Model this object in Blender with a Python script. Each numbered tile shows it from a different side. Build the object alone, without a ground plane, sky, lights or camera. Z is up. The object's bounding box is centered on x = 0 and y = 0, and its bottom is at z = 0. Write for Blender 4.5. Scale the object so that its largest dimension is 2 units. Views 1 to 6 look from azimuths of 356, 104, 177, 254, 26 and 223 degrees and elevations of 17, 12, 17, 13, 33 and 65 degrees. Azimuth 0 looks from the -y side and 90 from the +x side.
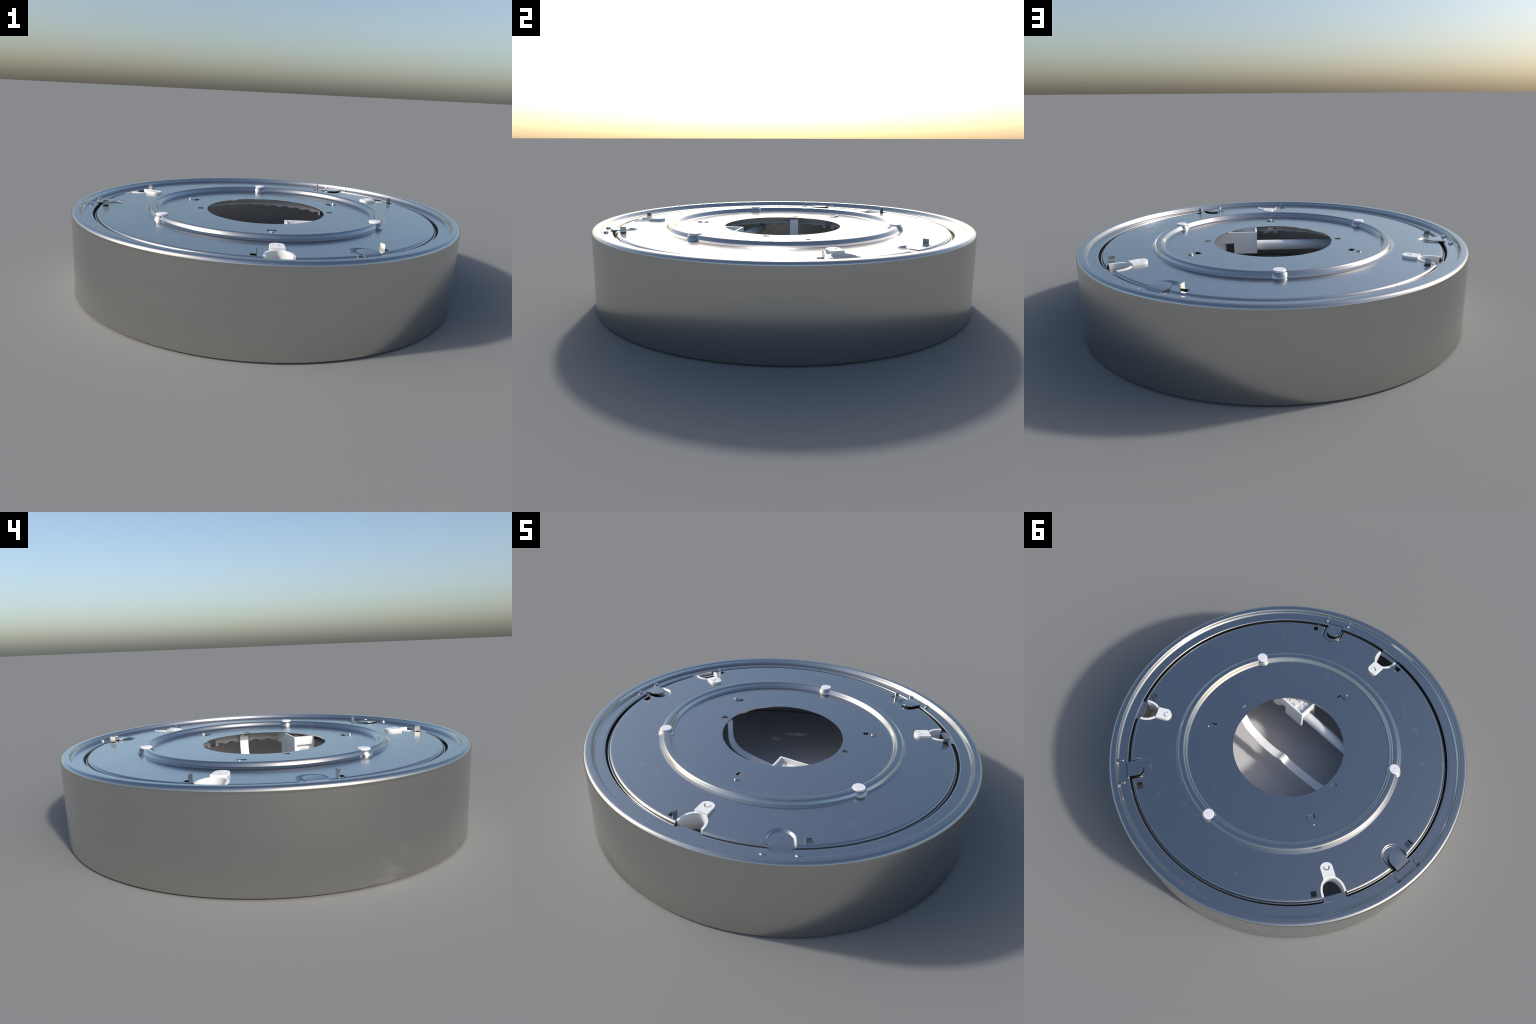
import bpy, bmesh, math
from mathutils import Vector, Matrix

# ---------------------------------------------------------------- layout
PLATE_Z = 0.394           # flat back plate
LIP_Z = 0.415             # crest of the rim lip
BEAD_Z = 0.4200           # crest of the pressed bead
BRACKET_AZ = (30.0, 150.0, 270.0)
LATCH_AZ = (55.3, 175.3, 295.3)
PAD_AZ = (90.0, 210.0, 330.0)
STRAP_AZ = (0.0, 180.0)

for ob in list(bpy.data.objects):
    bpy.data.objects.remove(ob, do_unlink=True)
COL = bpy.context.scene.collection


# ---------------------------------------------------------------- materials
def new_mat(name):
    m = bpy.data.materials.new(name)
    m.use_nodes = True
    nt = m.node_tree
    return m, nt, nt.nodes["Principled BSDF"]


def noise(nt, scale, stretch=(1, 1, 1), detail=4.0, rough=0.55):
    tc = nt.nodes.new("ShaderNodeTexCoord")
    mp = nt.nodes.new("ShaderNodeMapping")
    mp.inputs["Scale"].default_value = stretch
    nz = nt.nodes.new("ShaderNodeTexNoise")
    nz.inputs["Scale"].default_value = scale
    nz.inputs["Detail"].default_value = detail
    nz.inputs["Roughness"].default_value = rough
    nt.links.new(tc.outputs["Object"], mp.inputs["Vector"])
    nt.links.new(mp.outputs["Vector"], nz.inputs["Vector"])
    return nz.outputs["Fac"]


def ramp(nt, fac, stops):
    r = nt.nodes.new("ShaderNodeValToRGB")
    els = r.color_ramp.elements
    while len(els) < len(stops):
        els.new(0.5)
    for e, (p, c) in zip(els, stops):
        e.position = p
        e.color = (c, c, c, 1) if not isinstance(c, tuple) else (*c, 1)
    nt.links.new(fac, r.inputs["Fac"])
    return r.outputs["Color"]


def maprange(nt, fac, a, b, c, d):
    n = nt.nodes.new("ShaderNodeMapRange")
    for k, v in zip(("From Min", "From Max", "To Min", "To Max"), (a, b, c, d)):
        n.inputs[k].default_value = v
    nt.links.new(fac, n.inputs["Value"])
    return n.outputs["Result"]


def mix_color(nt, fac, a, b):
    n = nt.nodes.new("ShaderNodeMix")
    n.data_type = "RGBA"
    nt.links.new(fac, n.inputs[0])
    for sock, v in ((n.inputs[6], a), (n.inputs[7], b)):
        if isinstance(v, tuple):
            sock.default_value = (*v, 1)
        else:
            nt.links.new(v, sock)
    return n.outputs[2]


def bump(nt, bsdf, height, strength, dist):
    b = nt.nodes.new("ShaderNodeBump")
    b.inputs["Strength"].default_value = strength
    b.inputs["Distance"].default_value = dist
    nt.links.new(height, b.inputs["Height"])
    nt.links.new(b.outputs["Normal"], bsdf.inputs["Normal"])


def mat_plate():
    """smooth zinc-plated sheet with a few dusty touches"""
    m, nt, p = new_mat("zinc_sheet")
    spots = ramp(nt, noise(nt, 16, detail=3, rough=0.6), [(0.62, 0.0), (0.74, 1.0)])
    where = ramp(nt, noise(nt, 2.3, detail=1), [(0.50, 0.0), (0.62, 0.6)])
    mul = nt.nodes.new("ShaderNodeMath")
    mul.operation = "MULTIPLY"
    nt.links.new(spots, mul.inputs[0])
    nt.links.new(where, mul.inputs[1])
    col = mix_color(nt, mul.outputs[0], METAL, (0.60, 0.60, 0.58))
    nt.links.new(col, p.inputs["Base Color"])
    nt.links.new(maprange(nt, mul.outputs[0], 0, 1, 1.0, 0.90), p.inputs["Metallic"])
    rg = maprange(nt, noise(nt, 5, detail=3), 0.3, 0.7, 0.17, 0.20)
    nt.links.new(rg, p.inputs["Roughness"])
    return m


METAL = (0.52, 0.52, 0.508)
DRUM = (0.525, 0.522, 0.500)


def mat_drum():
    """brushed nickel, faint horizontal grain and a few smears low down"""
    m, nt, p = new_mat("brushed_nickel")
    grain = noise(nt, 1.0, (1.5, 1.5, 45), detail=3, rough=0.5)
    base = mix_color(nt, maprange(nt, grain, 0.3, 0.7, 0, 1),
                     tuple(c * 0.993 for c in DRUM), tuple(c * 1.007 for c in DRUM))
    smear = ramp(nt, noise(nt, 9, (1, 1, 1.8), detail=2, rough=0.6), [(0.50, 0.0), (0.68, 0.6)])
    tc = nt.nodes.new("ShaderNodeTexCoord")
    dist = nt.nodes.new("ShaderNodeVectorMath")          # one handled spot near the lower edge
    dist.operation = "DISTANCE"
    dist.inputs[1].default_value = (-0.975, -0.20, 0.035)
    nt.links.new(tc.outputs["Object"], dist.inputs[0])
    where = maprange(nt, dist.outputs["Value"], 0.06, 0.22, 1.0, 0.0)
    mul = nt.nodes.new("ShaderNodeMath")
    mul.operation = "MULTIPLY"
    nt.links.new(smear, mul.inputs[0])
    nt.links.new(where, mul.inputs[1])
    nt.links.new(mix_color(nt, mul.outputs[0], base, (0.70, 0.69, 0.67)), p.inputs["Base Color"])
    p.inputs["Metallic"].default_value = 1.0
    nt.links.new(maprange(nt, grain, 0.3, 0.7, 0.255, 0.270), p.inputs["Roughness"])
    return m


def mat_plain(name, color, rough, metallic=0.0, vary=0.03):
    m, nt, p = new_mat(name)
    f = noise(nt, 14, detail=3)
    nt.links.new(mix_color(nt, f, tuple(c * (1 - vary) for c in color),
                           tuple(min(1, c * (1 + vary)) for c in color)), p.inputs["Base Color"])
    p.inputs["Roughness"].default_value = rough
    p.inputs["Metallic"].default_value = metallic
    return m


M_PLATE = mat_plate()
M_DRUM = mat_drum()
M_CLIP = mat_plain("spring_steel", METAL, 0.20, 1.0)
M_WHITE = mat_plain("white_plastic", (0.82, 0.82, 0.81), 0.35)
M_PAD = mat_plain("white_rubber", (0.76, 0.75, 0.80), 0.5)
M_OPAL = mat_plain("opal_diffuser", (0.76, 0.755, 0.775), 0.35, vary=0.01)
M_INNER = mat_plain("raw_inner_wall", (0.55, 0.54, 0.51), 0.32, 1.0)
M_BOARD = mat_plain("board_enamel", (0.58, 0.575, 0.58), 0.45)
M_GAP_BLACK = mat_plain("matte_black", (0.009, 0.009, 0.009), 0.9)
M_STRAP = mat_plain("strap_enamel", (0.88, 0.88, 0.87), 0.4)


# ---------------------------------------------------------------- mesh helpers
def make_obj(name, bm, mat, parent=None, angle=30.0):
    me = bpy.data.meshes.new(name)
    bmesh.ops.recalc_face_normals(bm, faces=bm.faces)
    bm.to_mesh(me)
    bm.free()
    finish(me, mat, angle)
    ob = bpy.data.objects.new(name, me)
    COL.objects.link(ob)
    ob.parent = parent
    return ob


def finish(me, mat, angle=30.0):
    for f in me.polygons:
        f.use_smooth = True
    me.set_sharp_from_angle(angle=math.radians(angle))
    me.materials.clear()
    me.materials.append(mat)


def repeat(ob, name, azimuths):
    """first copy is `ob` itself, the others share its mesh; all turned about the lamp axis"""
    out = []
    for i, a in enumerate(azimuths):
        o = ob if i == 0 else ob.copy()
        if i:
            COL.objects.link(o)
        o.name = name
        o.rotation_euler = (0, 0, math.radians(a))
        out.append(o)
    return out


def lathe(profile, thetas, zfun=None):
    """closed (r, z) profile swept round the z axis"""
    bm = bmesh.new()
    n, k = len(thetas), len(profile)
    vs = []
    for th in thetas:
        c, s = math.cos(th), math.sin(th)
        row = []
        for (r, z) in profile:
            zz = zfun(r, th, z) if zfun else z
            row.append(bm.verts.new((r * c, r * s, zz)))
        vs.append(row)
    for i in range(n):
        a, b = vs[i], vs[(i + 1) % n]
        for j in range(k):
            j2 = (j + 1) % k
            bm.faces.new((a[j], b[j], b[j2], a[j2]))
    return bm


def prism(bm, pts, z0, z1, az=0.0):
    """vertical prism from a 2D outline, turned by az degrees"""
    c, s = math.cos(math.radians(az)), math.sin(math.radians(az))
    lo = [bm.verts.new((x * c - y * s, x * s + y * c, z0)) for x, y in pts]
    hi = [bm.verts.new((x * c - y * s, x * s + y * c, z1)) for x, y in pts]
    n = len(pts)
    fs = [bm.faces.new(list(reversed(lo))), bm.faces.new(hi)]
    for i in range(n):
        fs.append(bm.faces.new((lo[i], lo[(i + 1) % n], hi[(i + 1) % n], hi[i])))
    return fs


def rect(u0, u1, t0, t1):
    return [(u0, t0), (u1, t0), (u1, t1), (u0, t1)]


def box(bm, x0, x1, y0, y1, z0, z1):
    return prism(bm, rect(x0, x1, y0, y1), z0, z1)


def tongue_outline(u_tip, u_root, half, n=14, flat=1.0):
    """rounded tongue pointing to the axis"""
    pts = [(u_root, -half), (u_root, half)]
    rr = half * flat
    for i in range(n + 1):
        a = math.pi / 2 + math.pi * i / n
        pts.append((u_tip + rr + rr * math.cos(a), half * math.sin(a)))
    return pts


def bevel_bm(bm, width, segs=2, limit=40):
    edges = [e for e in bm.edges if e.is_manifold and e.calc_face_angle(0) > math.radians(limit)]
    bmesh.ops.bevel(bm, geom=edges, offset=width, segments=segs, profile=0.5,
                    affect="EDGES", clamp_overlap=True)


def boolean_cut(ob, cutter_bm, mat, angle=30.0):
    me = bpy.data.meshes.new("cutter")
    bmesh.ops.recalc_face_normals(cutter_bm, faces=cutter_bm.faces)
    cutter_bm.to_mesh(me)
    cutter_bm.free()
    cut = bpy.data.objects.new("cutter", me)
    COL.objects.link(cut)
    md = ob.modifiers.new("cut", "BOOLEAN")
    md.operation = "DIFFERENCE"
    md.solver = "EXACT"
    md.object = cut
    dg = bpy.context.evaluated_depsgraph_get()
    new = bpy.data.meshes.new_from_object(ob.evaluated_get(dg))
    ob.modifiers.clear()
    old = ob.data
    ob.data = new
    new.name = ob.name
    bpy.data.meshes.remove(old)
    bpy.data.objects.remove(cut, do_unlink=True)
    bpy.data.meshes.remove(me)
    finish(new, mat, angle)


def smooth(t):
    t = max(0.0, min(1.0, t))
    return t * t * (3 - 2 * t)


def s_step(r0, z0, r1, z1, n=10):
    return [(r0 + (r1 - r0) * i / n, z0 + (z1 - z0) * smooth(i / n)) for i in range(n + 1)]


def arc(cx, cz, rad, a0, a1, n=8):
    return [(cx + rad * math.cos(math.radians(a0 + (a1 - a0) * i / n)),
             cz + rad * math.sin(math.radians(a0 + (a1 - a0) * i / n))) for i in range(n + 1)]


# ---------------------------------------------------------------- the lamp
lamp = bpy.data.objects.new("ceiling_lamp", None)
COL.objects.link(lamp)
lamp["label"] = "round metal ceiling lamp lying face down, back plate up"
lamp["category"] = "ceiling lamp"

RING = [2 * math.pi * i / 120 for i in range(120)]

# drum: straight brushed side wall
drum = make_obj("drum_shell", lathe(
    [(0.9945, 0.0035), (0.9985, 0.0055), (1.0, 0.009), (1.0, 0.2), (1.0, 0.3945),
     (0.990, 0.3945), (0.988, 0.39), (0.988, 0.009), (0.990, 0.0035)], RING), M_DRUM, lamp)

# inner liner of the drum, seen only through the opening
liner = make_obj("drum_liner", lathe(
    [(0.986, 0.03), (0.986, 0.37), (0.982, 0.37), (0.982, 0.03)], RING), M_INNER, lamp)

# opal diffuser closing the underside
diffuser = make_obj("diffuser", lathe(
    [(0.003, 0.0), (0.972, 0.0), (0.982, 0.003), (0.986, 0.008), (0.986, 0.0175), (0.003, 0.0175)],
    RING), M_OPAL, lamp)

# rim ring: rounded lip, step, flat ring, inner hem
rim_profile = ([(1.0004, 0.390)] + arc(0.9825, LIP_Z - 0.018, 0.018, 0, 90, 10)
               + [(0.976, LIP_Z), (0.966, LIP_Z)]
               + s_step(0.963, LIP_Z, 0.949, PLATE_Z - 0.001, 10)
               + [(0.942, PLATE_Z - 0.001), (0.915, PLATE_Z - 0.001), (0.908, PLATE_Z - 0.001)]
               + arc(0.903, PLATE_Z - 0.007, 0.006, 90, 180, 5)
               + [(0.897, 0.352), (0.9005, 0.352)]
               + arc(0.9045, PLATE_Z - 0.0085, 0.004, 180, 90, 3)
               + [(0.945, PLATE_Z - 0.005), (0.962, LIP_Z - 0.006), (0.982, LIP_Z - 0.005), (0.993, 0.404), (0.9955, 0.390)])
rim = make_obj("rim_ring", lathe(rim_profile, RING), M_PLATE, lamp, 40)

# plain black ring low down in the dark line of the gap between ring and plate
make_obj("dark_gap_ring", lathe([(0.880, 0.350), (0.8968, 0.350), (0.8968, 0.3725), (0.880, 0.3725)], RING), M_GAP_BLACK, rim)

# slots in the ring where the latch springs come through
bm = bmesh.new()
for az in LATCH_AZ:
    prism(bm, rect(0.88, 0.9105, -0.0455, 0.0455), 0.33, 0.43, az)
boolean_cut(rim, bm, M_PLATE, 40)

# ---- back plate: flat sheet, pressed bead, latch pockets, rolled edge
POCKET_D, POCKET_R, POCKET_C, POCKET_W = 0.010, 0.064, 0.8365, 0.013


def pocket(r, th):
    best = 0.0
    for az in LATCH_AZ:
        d = th - math.radians(az)
        u, t = r * math.cos(d), r * math.sin(d)
        if u < 0.7 or abs(t) > 0.1:
            continue
        sd = (math.hypot(u - POCKET_C, t) if u < POCKET_C else abs(t)) - POCKET_R
        best = max(best, smooth(-sd / POCKET_W))
    return best


def plate_z(r, th, z):
    if r < 0.765 or r > 0.889:
        return z
    m = pocket(r, th)
    if m <= 0:
        return z
    cap = (PLATE_Z if z > PLATE_Z - 0.0035 or r > 0.871 else PLATE_Z - 0.004) - POCKET_D * m
    return min(z, cap)


top = [(0.314, PLATE_Z), (0.318, PLATE_Z), (0.40, PLATE_Z), (0.50, PLATE_Z), (0.543, PLATE_Z), (0.553, PLATE_Z)]
for i in range(-20, 21):
    d = 0.002 * i
    top.append((0.601 + d, PLATE_Z + (BEAD_Z - PLATE_Z) * 0.5 * (1 - math.erf((abs(d) - 0.0217) / 0.0078))))
top += [(0.649, PLATE_Z), (0.659, PLATE_Z), (0.70, PLATE_Z), (0.765, PLATE_Z)]
r = 0.770
while r < 0.866:
    top.append((r, PLATE_Z))
    r += 0.0028
edge = arc(0.868, PLATE_Z - 0.014, 0.014, 90, 10, 8)
top += edge + [(0.8822, 0.3790), (0.8835, 0.3780), (0.8870, 0.3775), (0.8870, 0.3740), (0.879, 0.3740), (0.8785, 0.380)]
under = [(0.876, 0.384), (0.868, PLATE_Z - 0.004)]
r = 0.862
while r > 0.772:
    under.append((r, PLATE_Z - 0.004))
    r -= 0.0056
under += [(0.765, PLATE_Z - 0.004), (0.64, PLATE_Z - 0.004)]
under += [(0.610, BEAD_Z - 0.005), (0.593, BEAD_Z - 0.005), (0.568, PLATE_Z - 0.004), (0.314, PLATE_Z - 0.004)]

ths = set(round(360.0 * i / 180, 3) for i in range(180))
for az in LATCH_AZ:
    ths = {t for t in ths if abs((t - az + 180) % 360 - 180) > 5.0}
    for i in range(-26, 27):
        ths.add(round((az + i * 0.19) % 360, 3))
thetas = [math.radians(t) for t in sorted(ths)]
plate = make_obj("back_plate", lathe(top + under, thetas, plate_z), M_PLATE, lamp, 50)

bm = bmesh.new()
for az in BRACKET_AZ:
    # notch that takes the cable bracket
    pts = [(0.95, -0.064), (0.95, 0.064)]
    for i in range(17):
        a = math.pi / 2 + math.pi * i / 16
        pts.append((0.858 + 0.082 * math.cos(a), 0.064 * math.sin(a)))
    prism(bm, pts, 0.34, 0.42, az)
    prism(bm, rect(0.833, 0.862, -0.0125, 0.0125), 0.37, 0.42, az - 6.9)
    prism(bm, rect(0.430, 0.457, -0.0225, 0.0225), 0.38, 0.42, az)
for az in LATCH_AZ:
    prism(bm, rect(0.833, 0.862, -0.0125, 0.0125), 0.37, 0.42, az + 7.6)
for az in STRAP_AZ:
    prism(bm, rect(0.335, 0.364, -0.016, 0.016), 0.38, 0.42, az)
boolean_cut(plate, bm, M_PLATE, 50)

# ---- standing lugs beside the square holes
bm = bmesh.new()
box(bm, 0.833, 0.862, -0.0015, 0.0015, PLATE_Z - 0.004, 0.4250)
bevel_bm(bm, 0.0006, 1)
lug = make_obj("lug", bm, M_CLIP, plate)
repeat(lug, "lug", [a - 6.9 + 0.95 for a in BRACKET_AZ] + [a + 7.6 - 0.95 for a in LATCH_AZ])

# ---- pads on the bead
pad_base = make_obj("pad_boss", lathe(
    [(0.0005, 0.392), (0.0440, 0.392), (0.0420, 0.398), (0.0360, 0.4140), (0.0325, 0.4165), (0.0295, 0.4175), (0.0005, 0.4175)],
    [2 * math.pi * i / 32 for i in range(32)]), M_PLATE, plate, 40)
for v in pad_base.data.vertices:
    v.co.x += 0.602
pads = repeat(pad_base, "pad_boss", PAD_AZ)
cap = make_obj("rubber_pad", lathe(
    [(0.0005, 0.4155), (0.0280, 0.4155), (0.0298, 0.4190), (0.0293, 0.4230), (0.0275, 0.4252), (0.0005, 0.4255)],
    [2 * math.pi * i / 32 for i in range(32)]), M_PAD, plate, 40)
for v in cap.data.vertices:
    v.co.x += 0.602
repeat(cap, "rubber_pad", PAD_AZ)

# ---- small punched tabs with rivet buttons (inner ring)
def tray(name, u0, u1, half, azimuths):
    """shallow metal pan let into the sheet under a punched opening"""
    bm = bmesh.new()
    box(bm, u0 - 0.0035, u1 + 0.0035, -half + 0.0035, half - 0.0035, 0.3812, 0.3860)
    box(bm, u0 - 0.0040, u0, -half - 0.002, half + 0.002, 0.3810, 0.3906)
    box(bm, u1, u1 + 0.0040, -half - 0.002, half + 0.002, 0.3810, 0.3906)
    repeat(make_obj(name, bm, M_CLIP, plate), name, azimuths)


tray("punched_tab", 0.4302, 0.4568, 0.0223, BRACKET_AZ)
tray("strap_hook", 0.3352, 0.3638, 0.0158, STRAP_AZ)

bm = lathe([(0.0004, 0.393), (0.0125, 0.393), (0.0125, 0.3985), (0.0115, 0.4003), (0.0004, 0.4005)],
           [2 * math.pi * i / 20 for i in range(20)])
btn = make_obj("rivet", bm, M_CLIP, plate)
for v in btn.data.vertices:
    v.co.x += 0.482
repeat(btn, "rivet", BRACKET_AZ)

bm = lathe([(0.0004, 0.392), (0.0125, 0.392), (0.0125, 0.399), (0.0115, 0.4010), (0.0004, 0.4013)],
           [2 * math.pi * i / 20 for i in range(20)])
rv = make_obj("rivet", bm, M_CLIP, rim)
for v in rv.data.vertices:
    v.co.x += 0.9315
repeat(rv, "rivet", [a + s * 4.2 for a in LATCH_AZ for s in (-1, 1)])

# ---- spring latch tongues
bm = bmesh.new()
prism(bm, tongue_outline(0.815, 0.899, 0.0430), 0.396, 0.4015)
root = [f for f in bm.faces if f.normal.length == 0 or True]
bm.normal_update()
end = [f for f in bm.faces if abs(f.normal.z) < 0.1 and all(abs(v.co.x - 0.899) < 1e-5 for v in f.verts)]
ex = bmesh.ops.extrude_face_region(bm, geom=end)
for v in (g for g in ex["geom"] if isinstance(g, bmesh.types.BMVert)):
    v.co.x += 0.010
    v.co.z -= 0.0145
bmesh.ops.delete(bm, geom=end, context="FACES")
end = [f for f in bm.faces if all(abs(v.co.x - 0.909) < 1e-4 for v in f.verts)]
ex = bmesh.ops.extrude_face_region(bm, geom=end)
for v in (g for g in ex["geom"] if isinstance(g, bmesh.types.BMVert)):
    v.co.x += 0.001
    v.co.z -= 0.03
bmesh.ops.delete(bm, geom=end, context="FACES")
bevel_bm(bm, 0.0009, 2, 50)
latch = make_obj("latch", bm, M_CLIP, rim, 15)
repeat(latch, "latch", LATCH_AZ)

# ---- white cable brackets
def ellipse_arc(cu, a_t, b_u, u_end, n=20):
    pts = [(u_end, a_t)]
    for i in range(n + 1):
        a = math.pi / 2 + math.pi * i / n
        pts.append((cu + b_u * math.cos(a), a_t * math.sin(a)))
    pts.append((u_end, -a_t))
    return pts


bm = bmesh.new()
outer = ellipse_arc(0.857, 0.0645, 0.083, 0.866)
inner = ellipse_arc(0.857, 0.0535, 0.073, 0.866)
prism(bm, outer + list(reversed(inner)), 0.312, 0.3975)
bevel_bm(bm, 0.0012, 2, 60)
bracket = make_obj("cable_bracket", bm, M_WHITE, plate, 15)
bm = bmesh.new()
prism(bm, tongue_outline(0.702, 0.7825, 0.032, flat=0.85), PLATE_Z + 0.0003, 0.4065)
bevel_bm(bm, 0.0022, 3, 50)
tab = make_obj("bracket_tab", bm, M_WHITE, bracket, 15)
bm = bmesh.new()
pts_o, pts_i = [], []
for i in range(21):
    a = math.radians(-115 + 230 * i / 20)
    pts_o.append((0.729 + 0.0165 * math.cos(a), 0.0165 * math.sin(a)))
    pts_i.append((0.729 + 0.0105 * math.cos(a), 0.0105 * math.sin(a)))
prism(bm, pts_o + list(reversed(pts_i)), 0.39, 0.42)
boolean_cut(tab, bm, M_WHITE, 15)
brs = repeat(bracket, "cable_bracket", BRACKET_AZ)
for b in brs[1:]:
    o = tab.copy()
    COL.objects.link(o)
    o.parent = b

# ---- bridge lips that close the gap behind each bracket
bm = bmesh.new()
prism(bm, rect(0.866, 0.8975, -0.060, 0.060), 0.3735, 0.377)
bevel_bm(bm, 0.0008, 1)
lip = make_obj("bridge_lip", bm, M_PLATE, rim)
repeat(lip, "bridge_lip", BRACKET_AZ)


# ---- board ring below the plate, with lenses and holding clips
board = make_obj("led_board", lathe(
    [(0.405, 0.345), (0.768, 0.345), (0.768, 0.350), (0.4155, 0.350), (0.4155, 0.3888), (0.4125, 0.3888), (0.4125, 0.357), (0.405, 0.357)],
    RING), M_BOARD, lamp, 40)
bm = lathe([(0.0004, 0.329), (0.012, 0.3302), (0.022, 0.3345), (0.028, 0.341), (0.029, 0.3445), (0.0004, 0.3445)],
           [2 * math.pi * i / 20 for i in range(20)])
lens = make_obj("led_lens", bm, M_BOARD, board, 50)
for v in lens.data.vertices:
    v.co.x += 0.441
repeat(lens, "led_lens", [10.0 * i + 5 for i in range(36)])

bm = bmesh.new()
box(bm, 0.4005, 0.4035, -0.018, 0.018, 0.334, 0.3800)
box(bm, 0.4005, 0.430, -0.018, 0.018, 0.331, 0.3335)
bevel_bm(bm, 0.0006, 1)
clip = make_obj("board_clip", bm, M_CLIP, board)
repeat(clip, "board_clip", BRACKET_AZ)
bm = bmesh.new()
box(bm, 0.4045, 0.445, -0.042, 0.042, 0.329, 0.3442)
bevel_bm(bm, 0.002, 2)
blk = make_obj("clip_block", bm, M_BOARD, board)
repeat(blk, "clip_block", BRACKET_AZ)

# ---- white strap hung from the two square holes
path = [(-0.345, 0.3795), (-0.330, 0.3795), (-0.321, 0.376), (-0.3175, 0.366), (-0.315, 0.30), (-0.309, 0.266),
        (-0.293, 0.236), (-0.265, 0.213), (-0.22, 0.196), (-0.13, 0.178), (-0.05, 0.167), (-0.015, 0.165),
        (0.008, 0.170), (0.022, 0.178), (0.036, 0.185), (0.050, 0.182), (0.066, 0.173), (0.090, 0.167),
        (0.140, 0.168), (0.205, 0.173), (0.266, 0.185), (0.311, 0.203), (0.342, 0.230), (0.362, 0.262),
        (0.373, 0.300), (0.376, 0.34), (0.376, 0.366), (0.373, 0.376), (0.366, 0.3785), (0.345, 0.3785)]


def strap_y(x):
    if x < 0:
        return -0.001
    return 0.010 * smooth(x / 0.2)


def catmull(p, n=5):
    out = []
    for i in range(len(p) - 1):
        p0, p1, p2, p3 = p[max(i - 1, 0)], p[i], p[i + 1], p[min(i + 2, len(p) - 1)]
        for k in range(n):
            t = k / n
            out.append(tuple(0.5 * ((2 * p1[d]) + (-p0[d] + p2[d]) * t
                                    + (2 * p0[d] - 5 * p1[d] + 4 * p2[d] - p3[d]) * t * t
                                    + (-p0[d] + 3 * p1[d] - 3 * p2[d] + p3[d]) * t ** 3) for d in (0, 1)))
    out.append(p[-1])
    return out


sp = catmull(path)
bm = bmesh.new()
rows = []
HW, TH = 0.025, 0.0022
for i, (x, z) in enumerate(sp):
    a, b = sp[max(i - 1, 0)], sp[min(i + 1, len(sp) - 1)]
    tx, tz = b[0] - a[0], b[1] - a[1]
    l = math.hypot(tx, tz)
    nx, nz = -tz / l * TH, tx / l * TH
    yc = strap_y(x)
    rows.append([bm.verts.new((x + nx, yc - HW + 0.0008, z + nz)), bm.verts.new((x + nx, yc + HW - 0.0008, z + nz)),
                 bm.verts.new((x, yc + HW, z)),
                 bm.verts.new((x - nx, yc + HW - 0.0008, z - nz)), bm.verts.new((x - nx, yc - HW + 0.0008, z - nz)),
                 bm.verts.new((x, yc - HW, z))])
for a, b in zip(rows, rows[1:]):
    for j in range(6):
        bm.faces.new((a[j], a[(j + 1) % 6], b[(j + 1) % 6], b[j]))
bm.faces.new(rows[0])
bm.faces.new(list(reversed(rows[-1])))
strap = make_obj("strap", bm, M_STRAP, lamp, 40)

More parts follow.
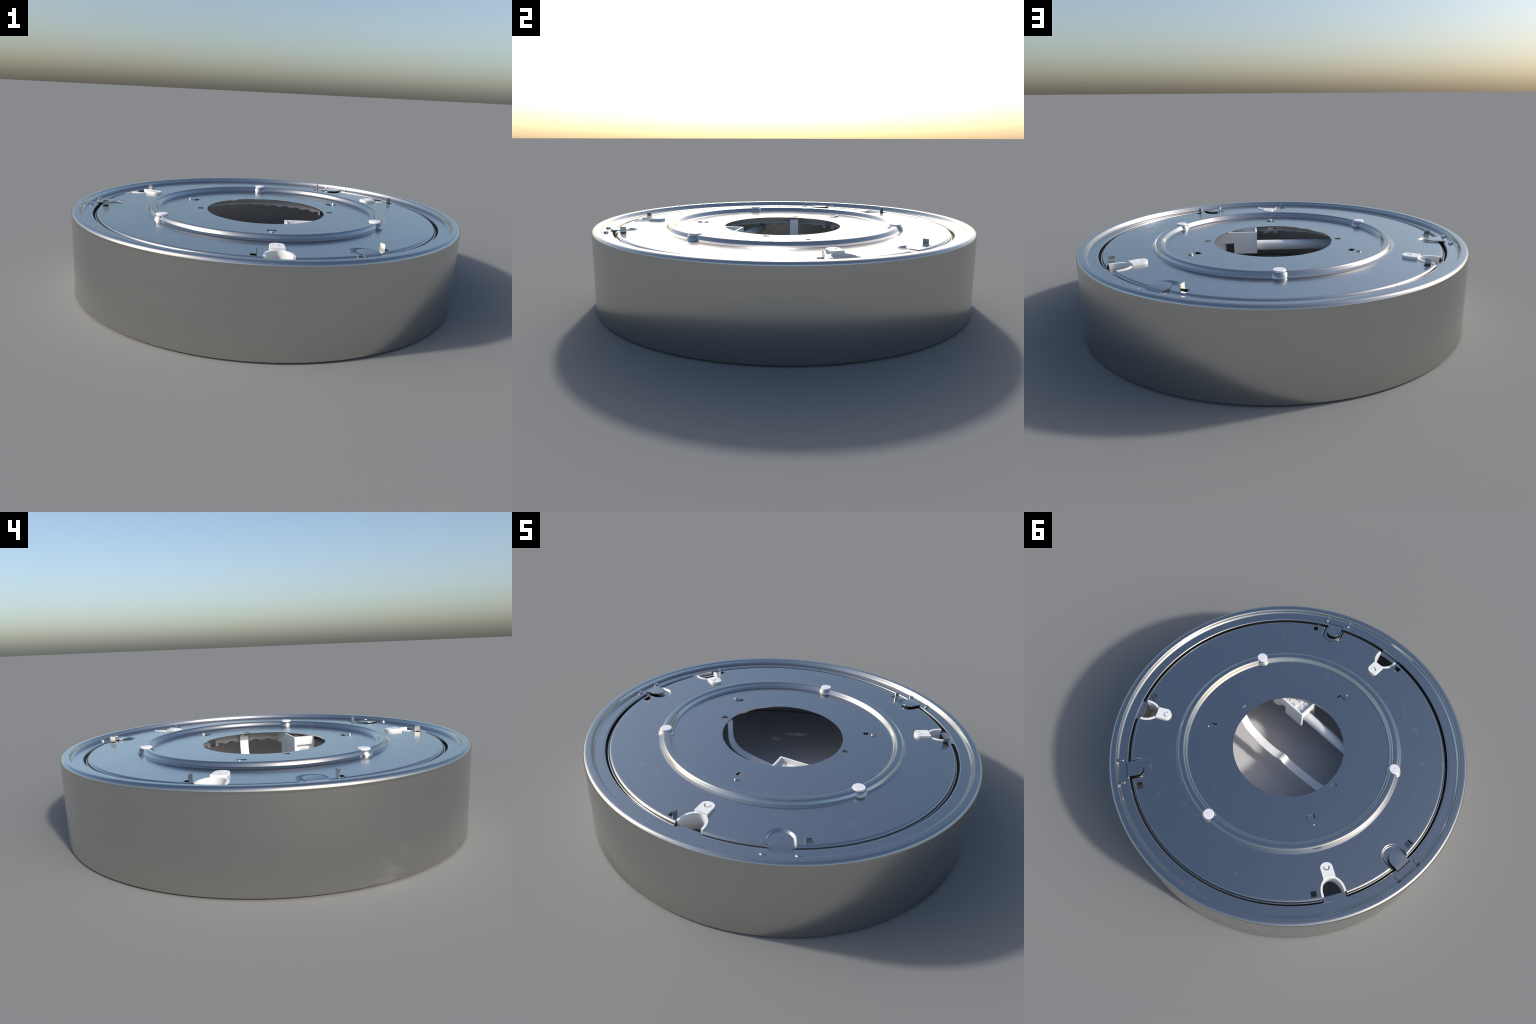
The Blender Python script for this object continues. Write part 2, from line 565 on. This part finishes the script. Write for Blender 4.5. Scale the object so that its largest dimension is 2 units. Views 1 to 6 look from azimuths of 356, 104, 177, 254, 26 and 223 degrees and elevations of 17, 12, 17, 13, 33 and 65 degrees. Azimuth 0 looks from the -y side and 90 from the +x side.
# ---- terminal housing and cable tube beside the opening
bm = bmesh.new()
outline = [(0.085, 0.264), (0.217, 0.264), (0.217, 0.325), (0.400, 0.325), (0.400, 0.3895), (0.085, 0.3895)]
Y0, Y1 = -0.312, -0.197
lo = [bm.verts.new((x, Y0, z)) for x, z in outline]
hi = [bm.verts.new((x, Y1, z)) for x, z in outline]
bm.faces.new(lo)
bm.faces.new(list(reversed(hi)))
for i in range(len(outline)):
    j = (i + 1) % len(outline)
    bm.faces.new((lo[j], lo[i], hi[i], hi[j]))
bevel_bm(bm, 0.0025, 3, 50)
housing = make_obj("terminal_housing", bm, M_WHITE, lamp, 35)
bm = bmesh.new()
prism(bm, rect(0.0935, 0.393, Y0 + 0.008, Y1 - 0.008), 0.364, 0.42)          # open tray on top
prism(bm, rect(0.06, 0.103, -0.301, -0.211), 0.25, 0.3455)                    # cable mouth
boolean_cut(housing, bm, M_WHITE, 15)

bm = bmesh.new()
prism(bm, [(0.262 + 0.045 + 0.045 * math.cos(a), -0.235 + 0.036 * math.sin(a))
           for a in [2 * math.pi * i / 28 for i in range(28)]], 0.262, 0.3255)
bevel_bm(bm, 0.002, 2, 50)
make_obj("cable_collar", bm, M_WHITE, housing, 35)

tube = make_obj("cable_tube", lathe(
    [(0.0005, 0.124), (0.0285, 0.124), (0.0290, 0.12), (0.0290, -0.5), (0.0285, -0.504), (0.0005, -0.504)],
    [2 * math.pi * i / 36 for i in range(36)]), M_WHITE, lamp, 40)
for v in tube.data.vertices:
    x, y, z = v.co
    v.co = (z, -0.256 + x, 0.297 + y)

# small terminal screws lying in the tray
bm = bmesh.new()
import random
rnd = random.Random(4)
for i in range(6):
    for j in range(2):
        cx = 0.120 + 0.045 * i + rnd.uniform(-0.004, 0.004)
        cy = -0.236 - 0.038 * j + rnd.uniform(-0.003, 0.003)
        prism(bm, [(cx + 0.010 * math.cos(a), cy + 0.010 * math.sin(a))
                   for a in [2 * math.pi * k / 12 for k in range(12)]], 0.3635, 0.369 + rnd.uniform(0, 0.004))
        prism(bm, rect(cx - 0.004 + 0.018, cx + 0.004 + 0.018, cy - 0.012, cy + 0.012), 0.3635, 0.368)
terms = make_obj("terminals", bm, M_WHITE, housing, 35)
terms["kind"] = "stuff"
